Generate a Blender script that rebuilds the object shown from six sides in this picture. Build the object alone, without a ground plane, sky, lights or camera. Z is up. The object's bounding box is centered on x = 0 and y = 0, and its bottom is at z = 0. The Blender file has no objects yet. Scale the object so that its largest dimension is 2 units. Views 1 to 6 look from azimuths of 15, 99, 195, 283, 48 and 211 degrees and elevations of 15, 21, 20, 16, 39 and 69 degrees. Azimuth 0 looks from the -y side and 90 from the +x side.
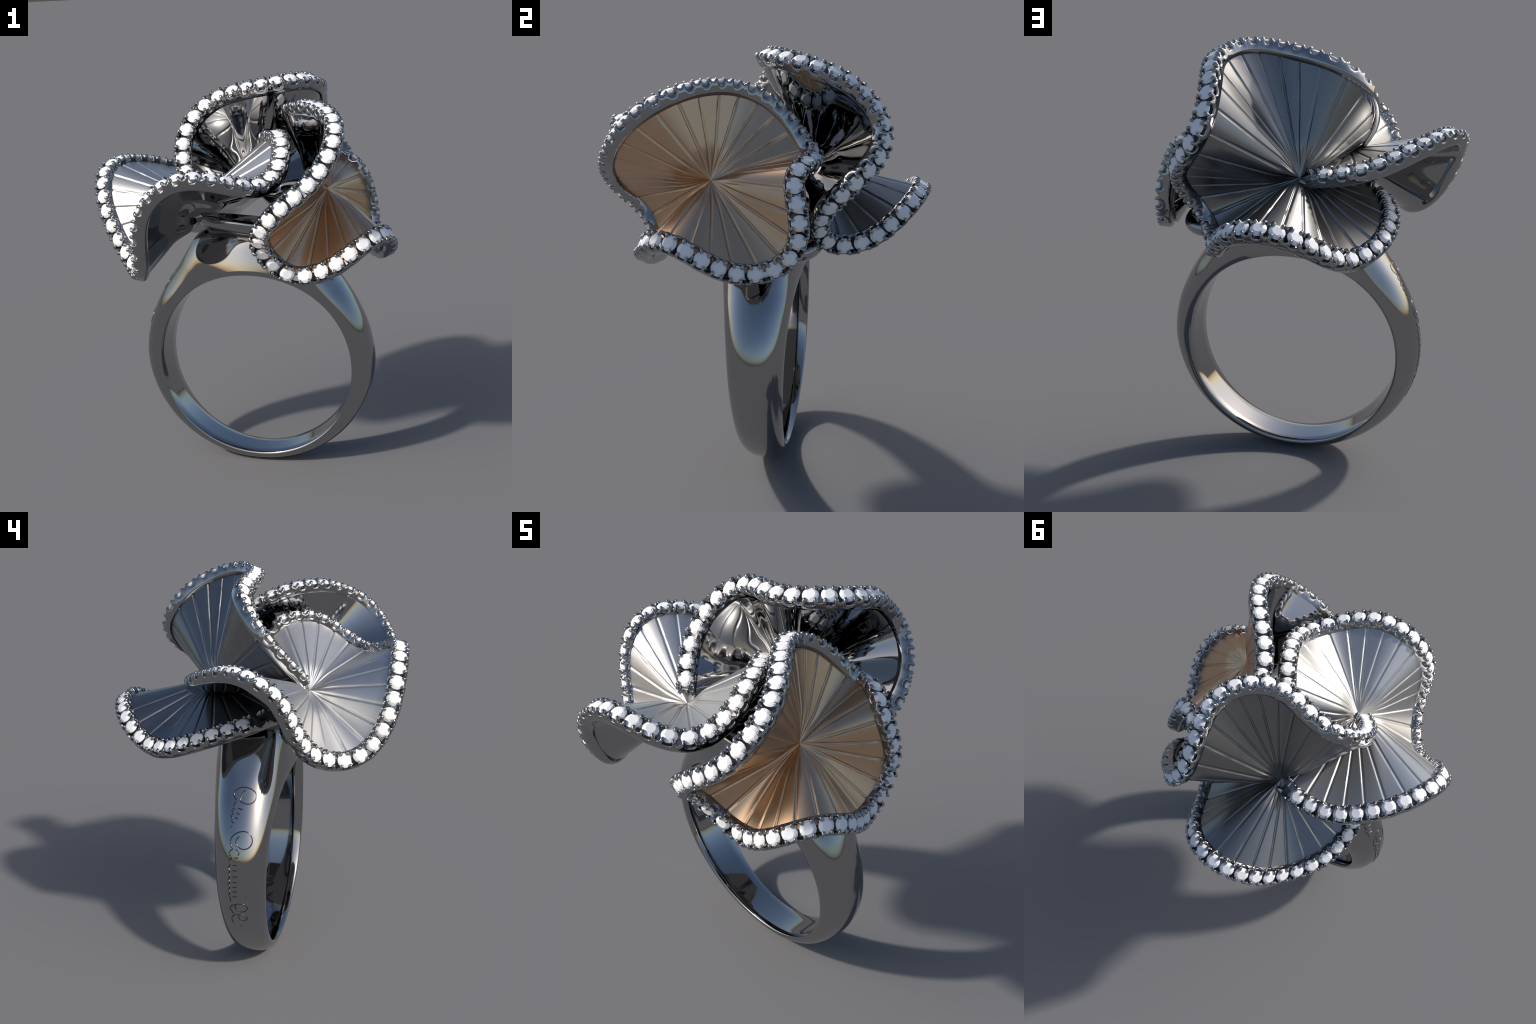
"""Cocktail ring: a tapered polished shank carrying three ruffled, pleated
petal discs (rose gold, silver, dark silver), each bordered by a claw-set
row of white brilliants."""
import bpy, math
import numpy as np
from mathutils import Vector

# --------------------------------------------------------------------------
# materials
# --------------------------------------------------------------------------
def metal(name, colour, rough, grain=0.0, bump=0.0, coat=0.0):
    m = bpy.data.materials.new(name)
    m.use_nodes = True
    nt = m.node_tree
    b = nt.nodes["Principled BSDF"]
    b.inputs["Metallic"].default_value = 1.0
    b.inputs["Roughness"].default_value = rough
    tc = nt.nodes.new("ShaderNodeTexCoord")
    nz = nt.nodes.new("ShaderNodeTexNoise")
    nz.inputs["Scale"].default_value = 9.0
    nz.inputs["Detail"].default_value = 3.0
    nt.links.new(tc.outputs["Object"], nz.inputs["Vector"])
    ramp = nt.nodes.new("ShaderNodeValToRGB")
    lo = tuple(c * (1 - grain) for c in colour)
    hi = tuple(min(1, c * (1 + grain)) for c in colour)
    ramp.color_ramp.elements[0].color = (*lo, 1)
    ramp.color_ramp.elements[1].color = (*hi, 1)
    nt.links.new(nz.outputs["Fac"], ramp.inputs["Fac"])
    nt.links.new(ramp.outputs["Color"], b.inputs["Base Color"])
    if bump > 0:
        n2 = nt.nodes.new("ShaderNodeTexNoise")
        n2.inputs["Scale"].default_value = 160.0
        nt.links.new(tc.outputs["Object"], n2.inputs["Vector"])
        bp = nt.nodes.new("ShaderNodeBump")
        bp.inputs["Strength"].default_value = bump
        bp.inputs["Distance"].default_value = 0.002
        nt.links.new(n2.outputs["Fac"], bp.inputs["Height"])
        nt.links.new(bp.outputs["Normal"], b.inputs["Normal"])
    return m

def gem(name):
    m = bpy.data.materials.new(name)
    m.use_nodes = True
    nt = m.node_tree
    b = nt.nodes["Principled BSDF"]
    oi = nt.nodes.new("ShaderNodeObjectInfo")
    ramp = nt.nodes.new("ShaderNodeValToRGB")
    ramp.color_ramp.elements[0].color = (0.86, 0.86, 0.87, 1)
    ramp.color_ramp.elements[1].color = (0.92, 0.92, 0.92, 1)
    nt.links.new(oi.outputs["Random"], ramp.inputs["Fac"])
    nt.links.new(ramp.outputs["Color"], b.inputs["Base Color"])
    b.inputs["Roughness"].default_value = 0.35
    b.inputs["IOR"].default_value = 1.5
    return m

CHROME = metal("polished_white_gold", (0.38, 0.38, 0.385), 0.05, 0.02)
DARKLINE = metal("groove_shade_metal", (0.10, 0.10, 0.104), 0.22, 0.1)  # darkened shank metal: colour stands in for the shade inside engraved grooves
ROSE = metal("rose_gold_panel_metal", (0.65, 0.45, 0.30), 0.31, 0.04)
SILVER = metal("silver_panel_metal", (0.62, 0.615, 0.605), 0.42, 0.03)
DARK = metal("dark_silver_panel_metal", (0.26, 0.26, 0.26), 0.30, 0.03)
DIAMOND = gem("white_brilliant")

# --------------------------------------------------------------------------
# helpers
# --------------------------------------------------------------------------
def new_object(name, verts, faces, mat, parent, smooth=True, angle=None):
    me = bpy.data.meshes.new(name)
    me.from_pydata([tuple(v) for v in verts], [], [tuple(f) for f in faces])
    me.materials.append(mat)
    me.polygons.foreach_set("use_smooth", [smooth] * len(me.polygons))
    if smooth and angle:
        me.set_sharp_from_angle(angle=math.radians(angle))
    me.update()
    ob = bpy.data.objects.new(name, me)
    bpy.context.scene.collection.objects.link(ob)
    if parent is not None:
        ob.parent = parent
    return ob

def closed_spline(ctrl, n):
    """Interpolating periodic cubic spline, n samples evenly spaced by arc."""
    X = np.array(ctrl, float)
    K = len(X)
    C = np.zeros((K, K))
    for i in range(K):
        C[i, i] = 4 / 6; C[i, i - 1] = 1 / 6; C[i, (i + 1) % K] = 1 / 6
    A = np.linalg.solve(C, X)
    def ev(t):
        i = np.floor(t).astype(int); f = (t - i)[:, None]
        return (A[(i - 1) % K] * (1 - f) ** 3 / 6 + A[i % K] * (3 * f ** 3 - 6 * f * f + 4) / 6
                + A[(i + 1) % K] * (-3 * f ** 3 + 3 * f * f + 3 * f + 1) / 6 + A[(i + 2) % K] * f ** 3 / 6)
    t = np.linspace(0, K, 6001)
    P = ev(t)
    s = np.r_[0, np.cumsum(np.linalg.norm(np.diff(P, axis=0), axis=1))]
    tt = np.interp(np.arange(n) / n * s[-1], s, t)
    return ev(tt), s[-1]

def closed_values(vals, ctrl, n):
    """Values given at the control points, spread along the arc like the spine."""
    X = np.array(ctrl, float)
    K = len(X)
    d = np.linalg.norm(np.roll(X, -1, 0) - X, axis=1)
    s = np.r_[0, np.cumsum(d)] / d.sum()
    v = np.interp(np.arange(n) / n, s, np.r_[vals, vals[0]])
    k = max(3, n // K)                       # soften the corners
    k += 1 - k % 2
    return np.convolve(np.r_[v[-k:], v, v[:k]], np.ones(k) / k, "same")[k:-k]

def unit(a):
    return a / np.maximum(np.linalg.norm(a, axis=-1, keepdims=True), 1e-9)

def loop_faces(rows, cols, close_rows=True, close_cols=True):
    f = []
    for i in range(rows if close_rows else rows - 1):
        for j in range(cols if close_cols else cols - 1):
            a = i * cols + j; b = i * cols + (j + 1) % cols
            c = ((i + 1) % rows) * cols + (j + 1) % cols; d = ((i + 1) % rows) * cols + j
            f.append((a, b, c, d))
    return f

# --------------------------------------------------------------------------
# a round brilliant, girdle radius 1, table towards +z
# --------------------------------------------------------------------------
def brilliant_mesh():
    v = []; f = []
    for i in range(8):
        a = math.radians(45 * i + 22.5); v.append((0.60 * math.cos(a), 0.60 * math.sin(a), 0.31))
    for i in range(8):
        a = math.radians(45 * i); v.append((0.83 * math.cos(a), 0.83 * math.sin(a), 0.19))
    for i in range(16):
        a = math.radians(22.5 * i); v.append((math.cos(a), math.sin(a), 0.03))
    for i in range(16):
        a = math.radians(22.5 * i); v.append((math.cos(a), math.sin(a), -0.04))
    v.append((0, 0, -0.8))
    f.append(tuple(range(8)))
    for i in range(8):
        t0, t1 = (i - 1) % 8, i                 # table corners either side of kite i
        k = 8 + i; k1 = 8 + (i + 1) % 8
        f.append((t0, k, t1))                   # star
        g = 16 + 2 * i
        f.append((k, 16 + (2 * i + 1) % 16, t1))
        f.append((t1, 16 + (2 * i + 1) % 16, k1))
        f.append((k, g, 16 + (2 * i + 1) % 16))
        f.append((k1, 16 + (2 * i + 1) % 16, 16 + (2 * i + 2) % 16))
    for i in range(16):
        j = (i + 1) % 16
        f.append((16 + i, 32 + i, 32 + j, 16 + j))
        f.append((32 + i, 48, 32 + j))
    me = bpy.data.meshes.new("brilliant")
    me.from_pydata(v, [], f)
    me.materials.append(DIAMOND)
    me.update()
    return me

# --------------------------------------------------------------------------
# petal disc: cone from an apex to a ruffled rim
# --------------------------------------------------------------------------
STONE_PITCH = 0.0782
STONE_R = 0.0342
SHEET_DROP = 0.036        # the sheet meets the border this far below the girdles
SEAT = 0.006              # spine is traced on the stone tables, girdles lie deeper
RIM_HALF = 0.044          # half thickness of the stone border
RIM_DEPTH = 0.052         # radial depth of the stone border
PLEAT_PITCH = 0.093

def petal(root, ctrl, lean, apex, panel_mat, gem_mesh, flip, skip, back, boss):
    """ctrl: rim spine through the stone tables; lean: how far the stones face
    the front of the petal instead of straight out (degrees, one per rim
    point); skip: spans (0..1 of the rim)
    that run inside a neighbour and carry no stones."""
    apex = np.array(apex)
    group = bpy.data.objects.new("petal", None)
    bpy.context.scene.collection.objects.link(group)
    group.parent = root
    _, L = closed_spline(ctrl, 10)
    n_st = int(round(L / STONE_PITCH))
    per = 20
    N = n_st * per
    def frame(n):
        """spine, tangent, stone axis, wall direction, sheet edge, sheet normal"""
        P, L = closed_spline(ctrl, n)
        al = np.radians(closed_values(lean, ctrl, n))[:, None]
        T = unit(np.roll(P, -1, 0) - np.roll(P, 1, 0))
        G = P - apex
        Gp = unit(G - T * (G * T).sum(1, keepdims=True))
        F = unit(np.cross(T, Gp)) * flip
        A = Gp * np.cos(al) + F * np.sin(al)
        W = F * np.cos(al) - Gp * np.sin(al)
        P = P - A * SEAT
        Q = P - A * SHEET_DROP
        TQ = unit(np.roll(Q, -1, 0) - np.roll(Q, 1, 0))
        NQ = unit(np.cross(TQ, unit(Q - apex))) * flip
        return P, T, A, W, Q, NQ, L
    P, T, Gp, Nn, _, _, L = frame(N)

    # ---- border -----------------------------------------------------------
    ph = (np.arange(N) % per) / per            # 0 and 1: stone centres, .5: gap
    gap = np.abs(ph - 0.5) * 2                 # 0 at gap, 1 at stone centre
    sc = np.clip((gap - 0.25) / 0.55, 0, 1); sc = sc * sc * (3 - 2 * sc)
    us = 0.003 - 0.022 * sc - 0.006 * np.clip(1 - gap / 0.2, 0, 1)
    H, D = RIM_HALF, RIM_DEPTH
    one = np.ones(N)
    prof = [(-D - 0.010, H * .45), (-D - 0.002, H * .86), (-D + .008, H),
            (us - 0.010, H), (us - 0.003, H * .97), (us, H * .88), (us - .003, H * .76),
            (-0.030, H * .55), (-0.034, 0), (-0.030, -H * .55),
            (us - .003, -H * .76), (us, -H * .88), (us - 0.003, -H * .97), (us - 0.010, -H),
            (-D + .008, -H), (-D - .002, -H * .86), (-D - .010, -H * .45)]
    rows = []
    for u, w in prof:
        rows.append(P + Gp * (u * one)[:, None] + Nn * w)
    M = len(prof)
    V = np.stack(rows, 1).reshape(-1, 3)
    new_object("stone_border", V, loop_faces(N, M), CHROME, group, True, 50)

    # ---- pleated panel and polished back shell ------------------------------
    per2 = 26
    n_pl = int(round(L * 0.86 / PLEAT_PITCH))
    N2 = n_pl * per2
    _, _, _, _, Q2, N2n, _ = frame(N2)
    G2 = Q2 - apex
    R2 = np.linalg.norm(G2, axis=1)
    G2 = unit(G2)
    q = (np.arange(N2) % per2) / per2
    d = np.abs(q - 0.5) * 2                    # 1 at pleat boundary
    rad = np.r_[0.004, 0.012, 0.03, np.linspace(0.06, 1.0, 26)]
    axis = unit(np.cross(G2 * R2[:, None], np.roll(G2 * R2[:, None], -1, 0)).sum(0)) * flip
    def sheet(hfun, swell=0.0):
        out = []
        for r in rad:
            rr = r * R2
            out.append(apex + G2 * rr[:, None] + N2n * hfun(rr)[:, None]
                       + axis * (swell * (1 - grow(rr, .24)))[:, None])
        return out
    def grow(rr, k):
        x = np.clip(rr / k, 0, 1)
        return x * x * (3 - 2 * x)
    def front(rr):
        width = 0.0105                            # half width of a groove
        arc = rr / np.maximum(R2, .01) * L / n_pl / 0.9
        dist = (1 - d) * arc / 2
        v = np.clip(1 - dist / width, 0, 1)
        groove = (0.5 - 0.5 * np.cos(np.pi * np.minimum(v * 1.15, 1))) * 0.0044 * grow(rr, .16)
        return 0.024 * grow(rr, .16) - groove
    def solid(name, top, bottom, mat, ang):
        A = top; B = bottom[::-1]
        V = np.concatenate(A + B)
        n = len(A) + len(B)
        f = loop_faces(n, N2, False, True)
        f.append(tuple(range(N2))[::-1]); f.append(tuple(range((n - 1) * N2, n * N2)))
        return new_object(name, V, f, mat, group, True, ang)
    mid = sheet(lambda rr: 0 * rr)
    solid("pleated_panel", sheet(front), mid, panel_mat, 28)
    solid("back_shell", sheet(lambda rr: -0.001 - 0 * rr), sheet(lambda rr: -back * grow(rr, .16) - .001, boss), CHROME, 40)

    # ---- stones and claws ---------------------------------------------------
    cv = []; cf = []
    ring = 7
    for k in range(n_st):
        i = k * per
        t = k / n_st
        if any((a <= t <= b) if a <= b else (t >= a or t <= b) for a, b in skip):
            continue
        g, nn, tt, p = Gp[i], Nn[i], unit(np.cross(Nn[i], Gp[i])), P[i]
        ob = bpy.data.objects.new("diamond", gem_mesh)
        bpy.context.scene.collection.objects.link(ob)
        ob.parent = group
        from mathutils import Matrix
        spin = 0.6 * math.sin(k * 2.4)
        c, s = math.cos(spin), math.sin(spin)
        ax, ay = tt * c + nn * s, nn * c - tt * s
        m = Matrix(((ax[0], ay[0], g[0], 0), (ax[1], ay[1], g[1], 0), (ax[2], ay[2], g[2], 0), (0, 0, 0, 1)))
        sc_ = STONE_R
        m = m @ Matrix.Diagonal((sc_, sc_, sc_, 1))
        m.translation = Vector(p - g * 0.003)
        ob.matrix_world = m
        for sa in (-1, 1):
            j = (i + sa * int(per * 0.34)) % N
            for sb in (-1, 1):
                path = [(-0.020, .80), (-0.006, .82), (0.0025, .80), (0.0070, .68), (0.0072, .54)]
                rads = [0.0085, 0.0087, 0.0088, 0.0084, 0.0070]
                base = len(cv)
                pts = [P[j] + Gp[j] * u + Nn[j] * (sb * w * H) for u, w in path]
                pts.append(pts[-1] + unit(pts[-1] - pts[-2]) * 0.0045)
                rads = rads + [0.0028]
                # lean towards the stone centre
                pts = [q_ - tt * sa * (0.0045 if a > 2 else 0) for a, q_ in enumerate(pts)]
                for a in range(len(pts)):
                    di = unit(pts[min(a + 1, len(pts) - 1)] - pts[max(a - 1, 0)])
                    e1 = unit(np.cross(di, T[j])); e2 = np.cross(di, e1)
                    for b in range(ring):
                        an = 2 * math.pi * b / ring
                        cv.append(pts[a] + (e1 * math.cos(an) + e2 * math.sin(an)) * rads[a])
                for a in range(len(pts) - 1):
                    for b in range(ring):
                        cf.append((base + a * ring + b, base + a * ring + (b + 1) % ring,
                                   base + (a + 1) * ring + (b + 1) % ring, base + (a + 1) * ring + b))
                cf.append(tuple(base + (len(pts) - 1) * ring + b for b in range(ring)))
    pr = new_object("claw", cv, cf, CHROME, group, True)
    pr["kind"] = "stuff"
    return group

# --------------------------------------------------------------------------
# shank: D-section swept round the finger, thickening towards the head
# --------------------------------------------------------------------------
CZ, RI = 0.537, 0.496
# angle from the bottom (degrees): outer radius, half width
OUT_A = [0, 30, 60, 75, 90, 110, 125, 137, 145, 152, 159, 170, 180]
OUT_R = [0.537, 0.547, 0.570, 0.584, 0.598, 0.607, 0.617, 0.636, 0.660, 0.698, 0.742, 0.744, 0.742]
OUT_W = [0.088, 0.095, 0.108, 0.114, 0.121, 0.131, 0.143, 0.156, 0.167, 0.178, 0.189, 0.200, 0.205]

def ring_profile(theta):
    a = abs((theta + 180) % 360 - 180)
    xs = np.array(OUT_A, float)
    def sm(ys):
        # smooth (Catmull-Rom) interpolation
        i = int(np.clip(np.searchsorted(xs, a) - 1, 0, len(xs) - 2))
        y = np.array(ys)
        m = np.gradient(y, xs); m[0] = 0; m[-1] = 0
        h = xs[i + 1] - xs[i]; t = (a - xs[i]) / h
        return ((2 * t**3 - 3 * t * t + 1) * y[i] + (t**3 - 2 * t * t + t) * h * m[i]
                + (-2 * t**3 + 3 * t * t) * y[i + 1] + (t**3 - t * t) * h * m[i + 1])
    return sm(OUT_R), sm(OUT_W)

def inner_radius(theta):
    """The finger hole sits a little above the centre of the outer outline."""
    return RI - 0.014 * math.cos(math.radians(theta))

def shank_surface(theta, y):
    ro, w = ring_profile(theta)
    k = min(abs(y) / w, 1.0)
    # plain dome round the finger, boxier collar under the head
    a = abs((theta + 180) % 360 - 180)
    h = min(max((a - 135) / 30, 0), 1)
    h = h * h * (3 - 2 * h)
    ri = inner_radius(theta) + 0.012 + 0.010 * h
    r = ri + (ro - ri) * (1 - k ** (2.2 + 3.6 * h)) ** (1 / (1.9 - 0.9 * h))
    a = math.radians(theta)
    return np.array((math.sin(a) * r, y, CZ - math.cos(a) * r))

def build_shank(root):
    n_t, n_s = 240, 40
    V = []
    for i in range(n_t):
        th = 360 * i / n_t
        ro, w = ring_profile(th)
        a = math.radians(th)
        er = np.array((math.sin(a), 0, -math.cos(a)))
        c = np.array((0, 0, CZ))
        row = []
        ri = inner_radius(th)
        for j in range(n_s + 1):
            y = -w * math.cos(math.pi * j / n_s)
            row.append(shank_surface(th, y))
        for y, r in ((w - .001, ri + .004), (w - .006, ri), (w * .5, ri - .001), (0, ri - .001), (-w * .5, ri - .001), (-w + .006, ri), (-w + .001, ri + .004)):
            row.append(c + er * r + np.array((0, y, 0)))
        V += row
    m = n_s + 1 + 7
    return new_object("shank", V, loop_faces(n_t, m), CHROME, root, True, 45)

# engraved handwriting on the shank, drawn as dark raised lines: strokes as (angle, y) on its surface
SCRIPT = [
    [(-135.2, -0.018), (-133.7, -0.004), (-130.8, 0.002), (-129.7, -0.005), (-129.0, -0.032), (-129.8, -0.055), (-131.9, -0.069), (-134.6, -0.065), (-136.2, -0.031), (-136.2, 0.005), (-134.6, 0.031), (-132.9, 0.036), (-131.3, 0.028), (-130.0, 0.019), (-128.7, 0.032), (-127.3, 0.025), (-125.9, 0.039), (-124.8, 0.028), (-123.6, 0.041), (-122.6, 0.032), (-121.3, 0.037), (-120.3, 0.024)],
    [(-127.0, 0.008), (-126.3, -0.013)],
    [(-124.8, 0.014), (-124.2, -0.001)],
    [(-122.8, 0.020), (-122.3, 0.005)],
    [(-118.9, 0.037), (-118.6, 0.033)],
    [(-114.5, -0.008), (-113.1, 0.005), (-111.1, 0.004), (-109.4, -0.013), (-109.0, -0.036), (-110.1, -0.057), (-112.5, -0.068), (-115.0, -0.062), (-116.6, -0.043), (-116.8, -0.022), (-116.1, 0.003), (-114.4, 0.026), (-112.2, 0.034), (-110.2, 0.030), (-109.1, 0.021), (-107.8, 0.035), (-106.5, 0.036), (-105.2, 0.024), (-103.7, 0.037), (-101.9, 0.032), (-100.3, 0.042)],
    [(-108.6, 0.007), (-108.1, -0.006), (-106.8, -0.009), (-106.1, -0.005)],
    [(-104.8, 0.011), (-105.1, -0.007)],
    [(-101.5, 0.019), (-101.6, 0.001)],
    [(-103.1, 0.036), (-101.8, 0.033), (-100.4, 0.042), (-98.9, 0.033), (-97.7, 0.041), (-96.3, 0.034), (-94.8, 0.042), (-93.6, 0.034), (-92.4, 0.043), (-91.0, 0.035), (-89.6, 0.043), (-88.4, 0.035), (-87.1, 0.043), (-85.5, 0.036), (-83.6, 0.037)],
    [(-99.1, 0.020), (-99.1, -0.001)],
    [(-96.2, 0.020), (-96.3, -0.001)],
    [(-93.5, 0.021), (-93.6, -0.001)],
    [(-91.1, 0.021), (-91.2, -0.000)],
    [(-88.8, 0.023), (-89.0, 0.001)],
    [(-86.3, 0.024), (-86.4, 0.002)],
    [(-86.4, -0.034), (-86.3, -0.046)],
    [(-76.2, 0.027), (-78.2, 0.036), (-79.7, 0.042), (-81.2, 0.034), (-81.9, 0.018), (-82.6, -0.006), (-82.2, -0.027), (-80.3, -0.042), (-78.5, -0.032), (-78.0, -0.013), (-78.7, 0.006), (-80.3, 0.016), (-82.0, 0.012)],
    [(-69.8, 0.036), (-71.7, 0.040), (-73.7, 0.039), (-75.4, 0.027), (-76.1, 0.006), (-75.9, -0.016), (-74.1, -0.035), (-72.3, -0.023), (-72.5, -0.007), (-73.8, 0.004), (-75.6, 0.003)],
    [(-68.5, 0.007), (-68.4, -0.004)],
]

def build_script(root):  # thin tubes slightly proud of the surface; nothing is cut, dark colour imitates grooves
    cu = bpy.data.curves.new("engraving_dark_strokes", "CURVE")
    cu.dimensions = "3D"
    cu.bevel_depth = 0.0034
    cu.bevel_resolution = 2
    cu.use_fill_caps = True
    for st in SCRIPT:
        sp = cu.splines.new("POLY")
        # smooth the stroke (Catmull-Rom)
        p = np.array([st[0]] + st + [st[-1]], float)
        pts = []
        m = 5 if len(st) > 2 else 3
        for i in range(1, len(p) - 2):
            for t in np.arange(m) / m:
                pts.append(0.5 * (2 * p[i] + (p[i + 1] - p[i - 1]) * t + (2 * p[i - 1] - 5 * p[i] + 4 * p[i + 1] - p[i + 2]) * t * t
                                  + (3 * p[i] - p[i - 1] - 3 * p[i + 1] + p[i + 2]) * t ** 3))
        pts.append(p[-1])
        sp.points.add(len(pts) - 1)
        for q, (th, y) in zip(sp.points, pts):
            v = shank_surface(th, y)
            c = np.array((0, v[1], CZ))
            v = v - unit(v - c) * 0.0018
            q.co = (*v, 1)
    tmp = bpy.data.objects.new("tmp", cu)
    bpy.context.scene.collection.objects.link(tmp)
    dg = bpy.context.evaluated_depsgraph_get()
    me = bpy.data.meshes.new_from_object(tmp.evaluated_get(dg))
    bpy.data.objects.remove(tmp)
    me.name = "engraving_dark_strokes"
    me.materials.clear(); me.materials.append(DARKLINE)
    me.polygons.foreach_set("use_smooth", [True] * len(me.polygons))
    ob = bpy.data.objects.new("engraving_dark_strokes", me)
    bpy.context.scene.collection.objects.link(ob)
    ob.parent = root
    return ob

def build_dish(root):
    """Oval cup on the head that carries the petals: rolled lip, hollow top."""
    prof = [(0.0, -0.055), (0.55, -0.052), (0.86, -0.044), (0.955, -0.032), (0.992, -0.014), (1.0, 0.004), (0.985, 0.020),
            (0.955, 0.026), (0.92, 0.020), (0.86, 0.002), (0.70, -0.018), (0.35, -0.028), (0.0, -0.03)]
    cx, cy, rx, ry, turn = 0.115, 0.02, 0.40, 0.238, math.radians(26)
    n = 128; V = []
    for r, z in prof:
        for i in range(n):
            a = 2 * math.pi * i / n
            u, v = r * rx * math.cos(a), r * ry * math.sin(a)
            x = cx + u * math.cos(turn) - v * math.sin(turn)
            y = cy + u * math.sin(turn) + v * math.cos(turn)
            V.append((x, y, 1.262 - 0.126 * x - 0.187 * y + z))
    f = loop_faces(len(prof), n, False, True)
    return new_object("head_plate", V, f, CHROME, root, True, 60)

def build_post(root):
    """Short stem from the cup to the back of the rose gold petal."""
    a, b = np.array((0.43, 0.02, 1.18)), np.array((0.45, -0.06, 1.335))
    ax = unit(b - a); e1 = unit(np.cross(ax, (0, 0, 1))); e2 = np.cross(ax, e1)
    V = []; n = 40
    prof = [(0, .06), (.2, .052), (.45, .046), (.7, .046), (.9, .052), (1, .05)]
    for t, r in prof:
        for i in range(n):
            an = 2 * math.pi * i / n
            V.append(a + (b - a) * t + (e1 * math.cos(an) * 1.0 + e2 * math.sin(an)) * r)
    f = loop_faces(len(prof), n, False, True)
    f.append(tuple(range(n))); f.append(tuple(range((len(prof) - 1) * n, len(prof) * n)))
    return new_object("stem", V, f, CHROME, root, True, 50)

# --------------------------------------------------------------------------
# assemble
# --------------------------------------------------------------------------
root = bpy.data.objects.new("cocktail_ring", None)
bpy.context.scene.collection.objects.link(root)
root["label"] = "polished ring with three ruffled pleated petals edged in diamonds"
root["category"] = "ring"

shank = build_shank(root)
build_script(shank)
build_dish(root)
build_post(root)

gem_mesh = brilliant_mesh()

RIM_ROSE = [
    (0.281, -0.151, 1.881), (0.391, -0.271, 1.881), (0.480, -0.396, 1.838), (0.499, -0.524, 1.747),
    (0.435, -0.624, 1.613), (0.301, -0.668, 1.494), (0.208, -0.658, 1.398), (0.172, -0.614, 1.322),
    (0.180, -0.559, 1.252), (0.222, -0.513, 1.184), (0.286, -0.485, 1.140), (0.370, -0.482, 1.144),
    (0.469, -0.486, 1.185), (0.572, -0.454, 1.252), (0.661, -0.367, 1.301), (0.709, -0.261, 1.292),
    (0.716, -0.173, 1.247), (0.697, -0.093, 1.195), (0.666, -0.014, 1.159), (0.639, 0.061, 1.151),
    (0.619, 0.129, 1.167), (0.603, 0.189, 1.216), (0.592, 0.221, 1.303), (0.574, 0.215, 1.408),
    (0.541, 0.201, 1.504), (0.486, 0.216, 1.563), (0.411, 0.254, 1.580), (0.327, 0.276, 1.579),
    (0.259, 0.237, 1.624), (0.217, 0.170, 1.704), (0.195, 0.078, 1.787), (0.211, -0.036, 1.848),
]
RIM_SILVER = [
    (-0.108, 0.243, 1.453), (-0.191, 0.259, 1.468), (-0.289, 0.260, 1.486), (-0.394, 0.236, 1.515),
    (-0.490, 0.177, 1.553), (-0.567, 0.108, 1.584), (-0.620, 0.043, 1.602), (-0.657, -0.013, 1.609),
    (-0.681, -0.063, 1.605), (-0.702, -0.115, 1.591), (-0.712, -0.175, 1.557), (-0.701, -0.239, 1.501),
    (-0.679, -0.286, 1.415), (-0.636, -0.320, 1.314), (-0.576, -0.361, 1.226), (-0.509, -0.427, 1.171),
    (-0.452, -0.512, 1.156), (-0.410, -0.596, 1.198), (-0.387, -0.662, 1.297), (-0.361, -0.702, 1.431),
    (-0.284, -0.717, 1.560), (-0.137, -0.710, 1.638), (0.038, -0.666, 1.621), (0.182, -0.548, 1.584),
    (0.236, -0.402, 1.654), (0.214, -0.280, 1.731), (0.160, -0.166, 1.748), (0.100, -0.071, 1.718),
    (0.060, 0.008, 1.631), (0.033, 0.075, 1.528), (-0.006, 0.141, 1.456), (-0.054, 0.201, 1.431),
]
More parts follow.
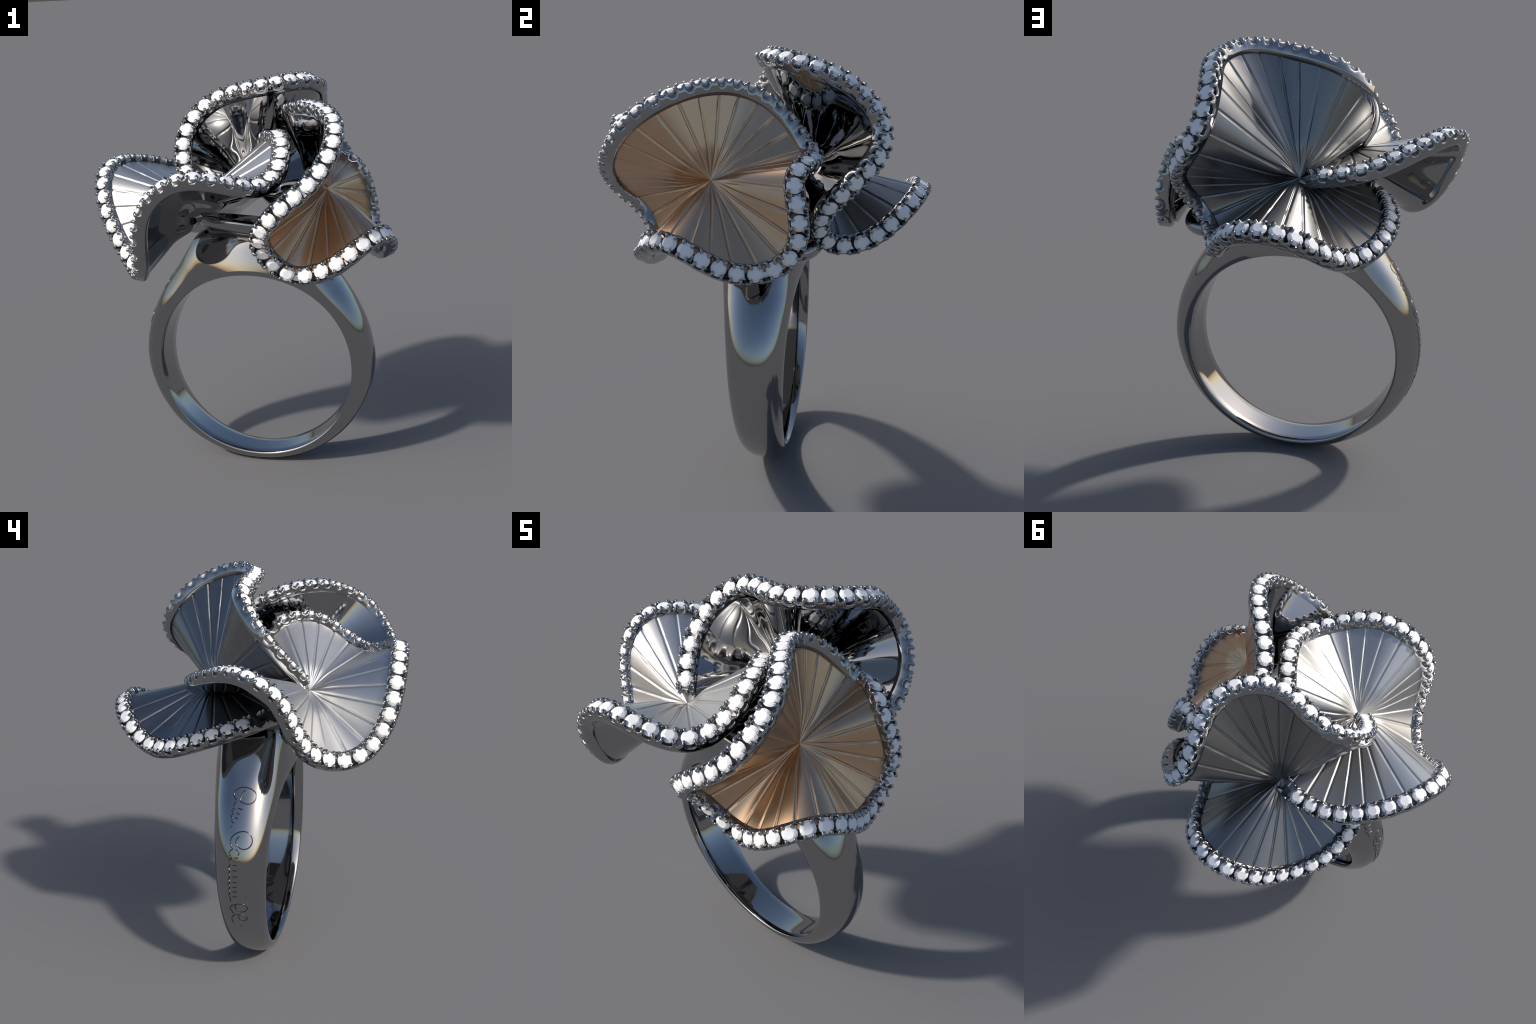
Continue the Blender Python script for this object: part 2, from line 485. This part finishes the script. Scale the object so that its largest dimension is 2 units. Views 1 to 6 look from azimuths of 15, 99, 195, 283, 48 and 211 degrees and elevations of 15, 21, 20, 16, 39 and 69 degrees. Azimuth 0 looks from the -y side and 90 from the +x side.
RIM_DARK = [
    (-0.208, -0.285, 1.448), (-0.227, -0.260, 1.511), (-0.269, -0.215, 1.574), (-0.299, -0.156, 1.649),
    (-0.302, -0.085, 1.740), (-0.259, -0.020, 1.830), (-0.190, 0.019, 1.889), (-0.111, 0.028, 1.925),
    (-0.013, 0.016, 1.948), (0.113, 0.026, 1.969), (0.238, 0.119, 1.978), (0.295, 0.262, 1.951),
    (0.282, 0.383, 1.900), (0.267, 0.468, 1.834), (0.269, 0.535, 1.750), (0.305, 0.566, 1.656),
    (0.377, 0.532, 1.560), (0.445, 0.431, 1.465), (0.449, 0.325, 1.356), (0.393, 0.290, 1.251),
    (0.336, 0.327, 1.179), (0.292, 0.413, 1.157), (0.240, 0.540, 1.203), (0.141, 0.664, 1.308),
    (-0.042, 0.714, 1.348), (-0.211, 0.658, 1.284), (-0.296, 0.574, 1.213), (-0.352, 0.498, 1.178),
    (-0.399, 0.426, 1.177), (-0.441, 0.342, 1.196), (-0.466, 0.235, 1.231), (-0.460, 0.123, 1.267),
    (-0.425, 0.018, 1.298), (-0.370, -0.078, 1.325), (-0.304, -0.170, 1.353), (-0.243, -0.248, 1.392),
]

LEAN_ROSE = [4, 4, 2, 0, 0, 2, 7, 20, 35, 50, 60, 65, 65, 65, 65, 65,
             63, 62, 62, 62, 60, 58, 57, 55, 57, 60, 54, 38, 22, 14, 12, 8]
LEAN_SILVER = [66] * 14 + [64, 62, 60, 60, 60, 58, 54, 50, 50, 50, 50, 50, 50, 50, 54, 58, 62, 66]
LEAN_DARK = [-50, -48, -45, -42, -38, -30, -22, -13, -5, -1, 3, 10, 14, 18, 20, 22, 20, 14,
             12, 16, 26, 42, 54, 62, 66, 68, 70, 72, 74, 75, 75, 75, 75, 75, 60, -20]

petal(root, RIM_ROSE, LEAN_ROSE, (0.407, -0.172, 1.478), ROSE, gem_mesh, -1, [], 0.042, 0.05)
petal(root, RIM_SILVER, LEAN_SILVER, (-0.188, -0.285, 1.419), SILVER, gem_mesh, -1, [(0.853, 0.008)], 0.024, 0.065)
petal(root, RIM_DARK, LEAN_DARK, (-0.064, 0.214, 1.418), DARK, gem_mesh, -1, [(0.92, 0.016)], 0.031, 0.06)
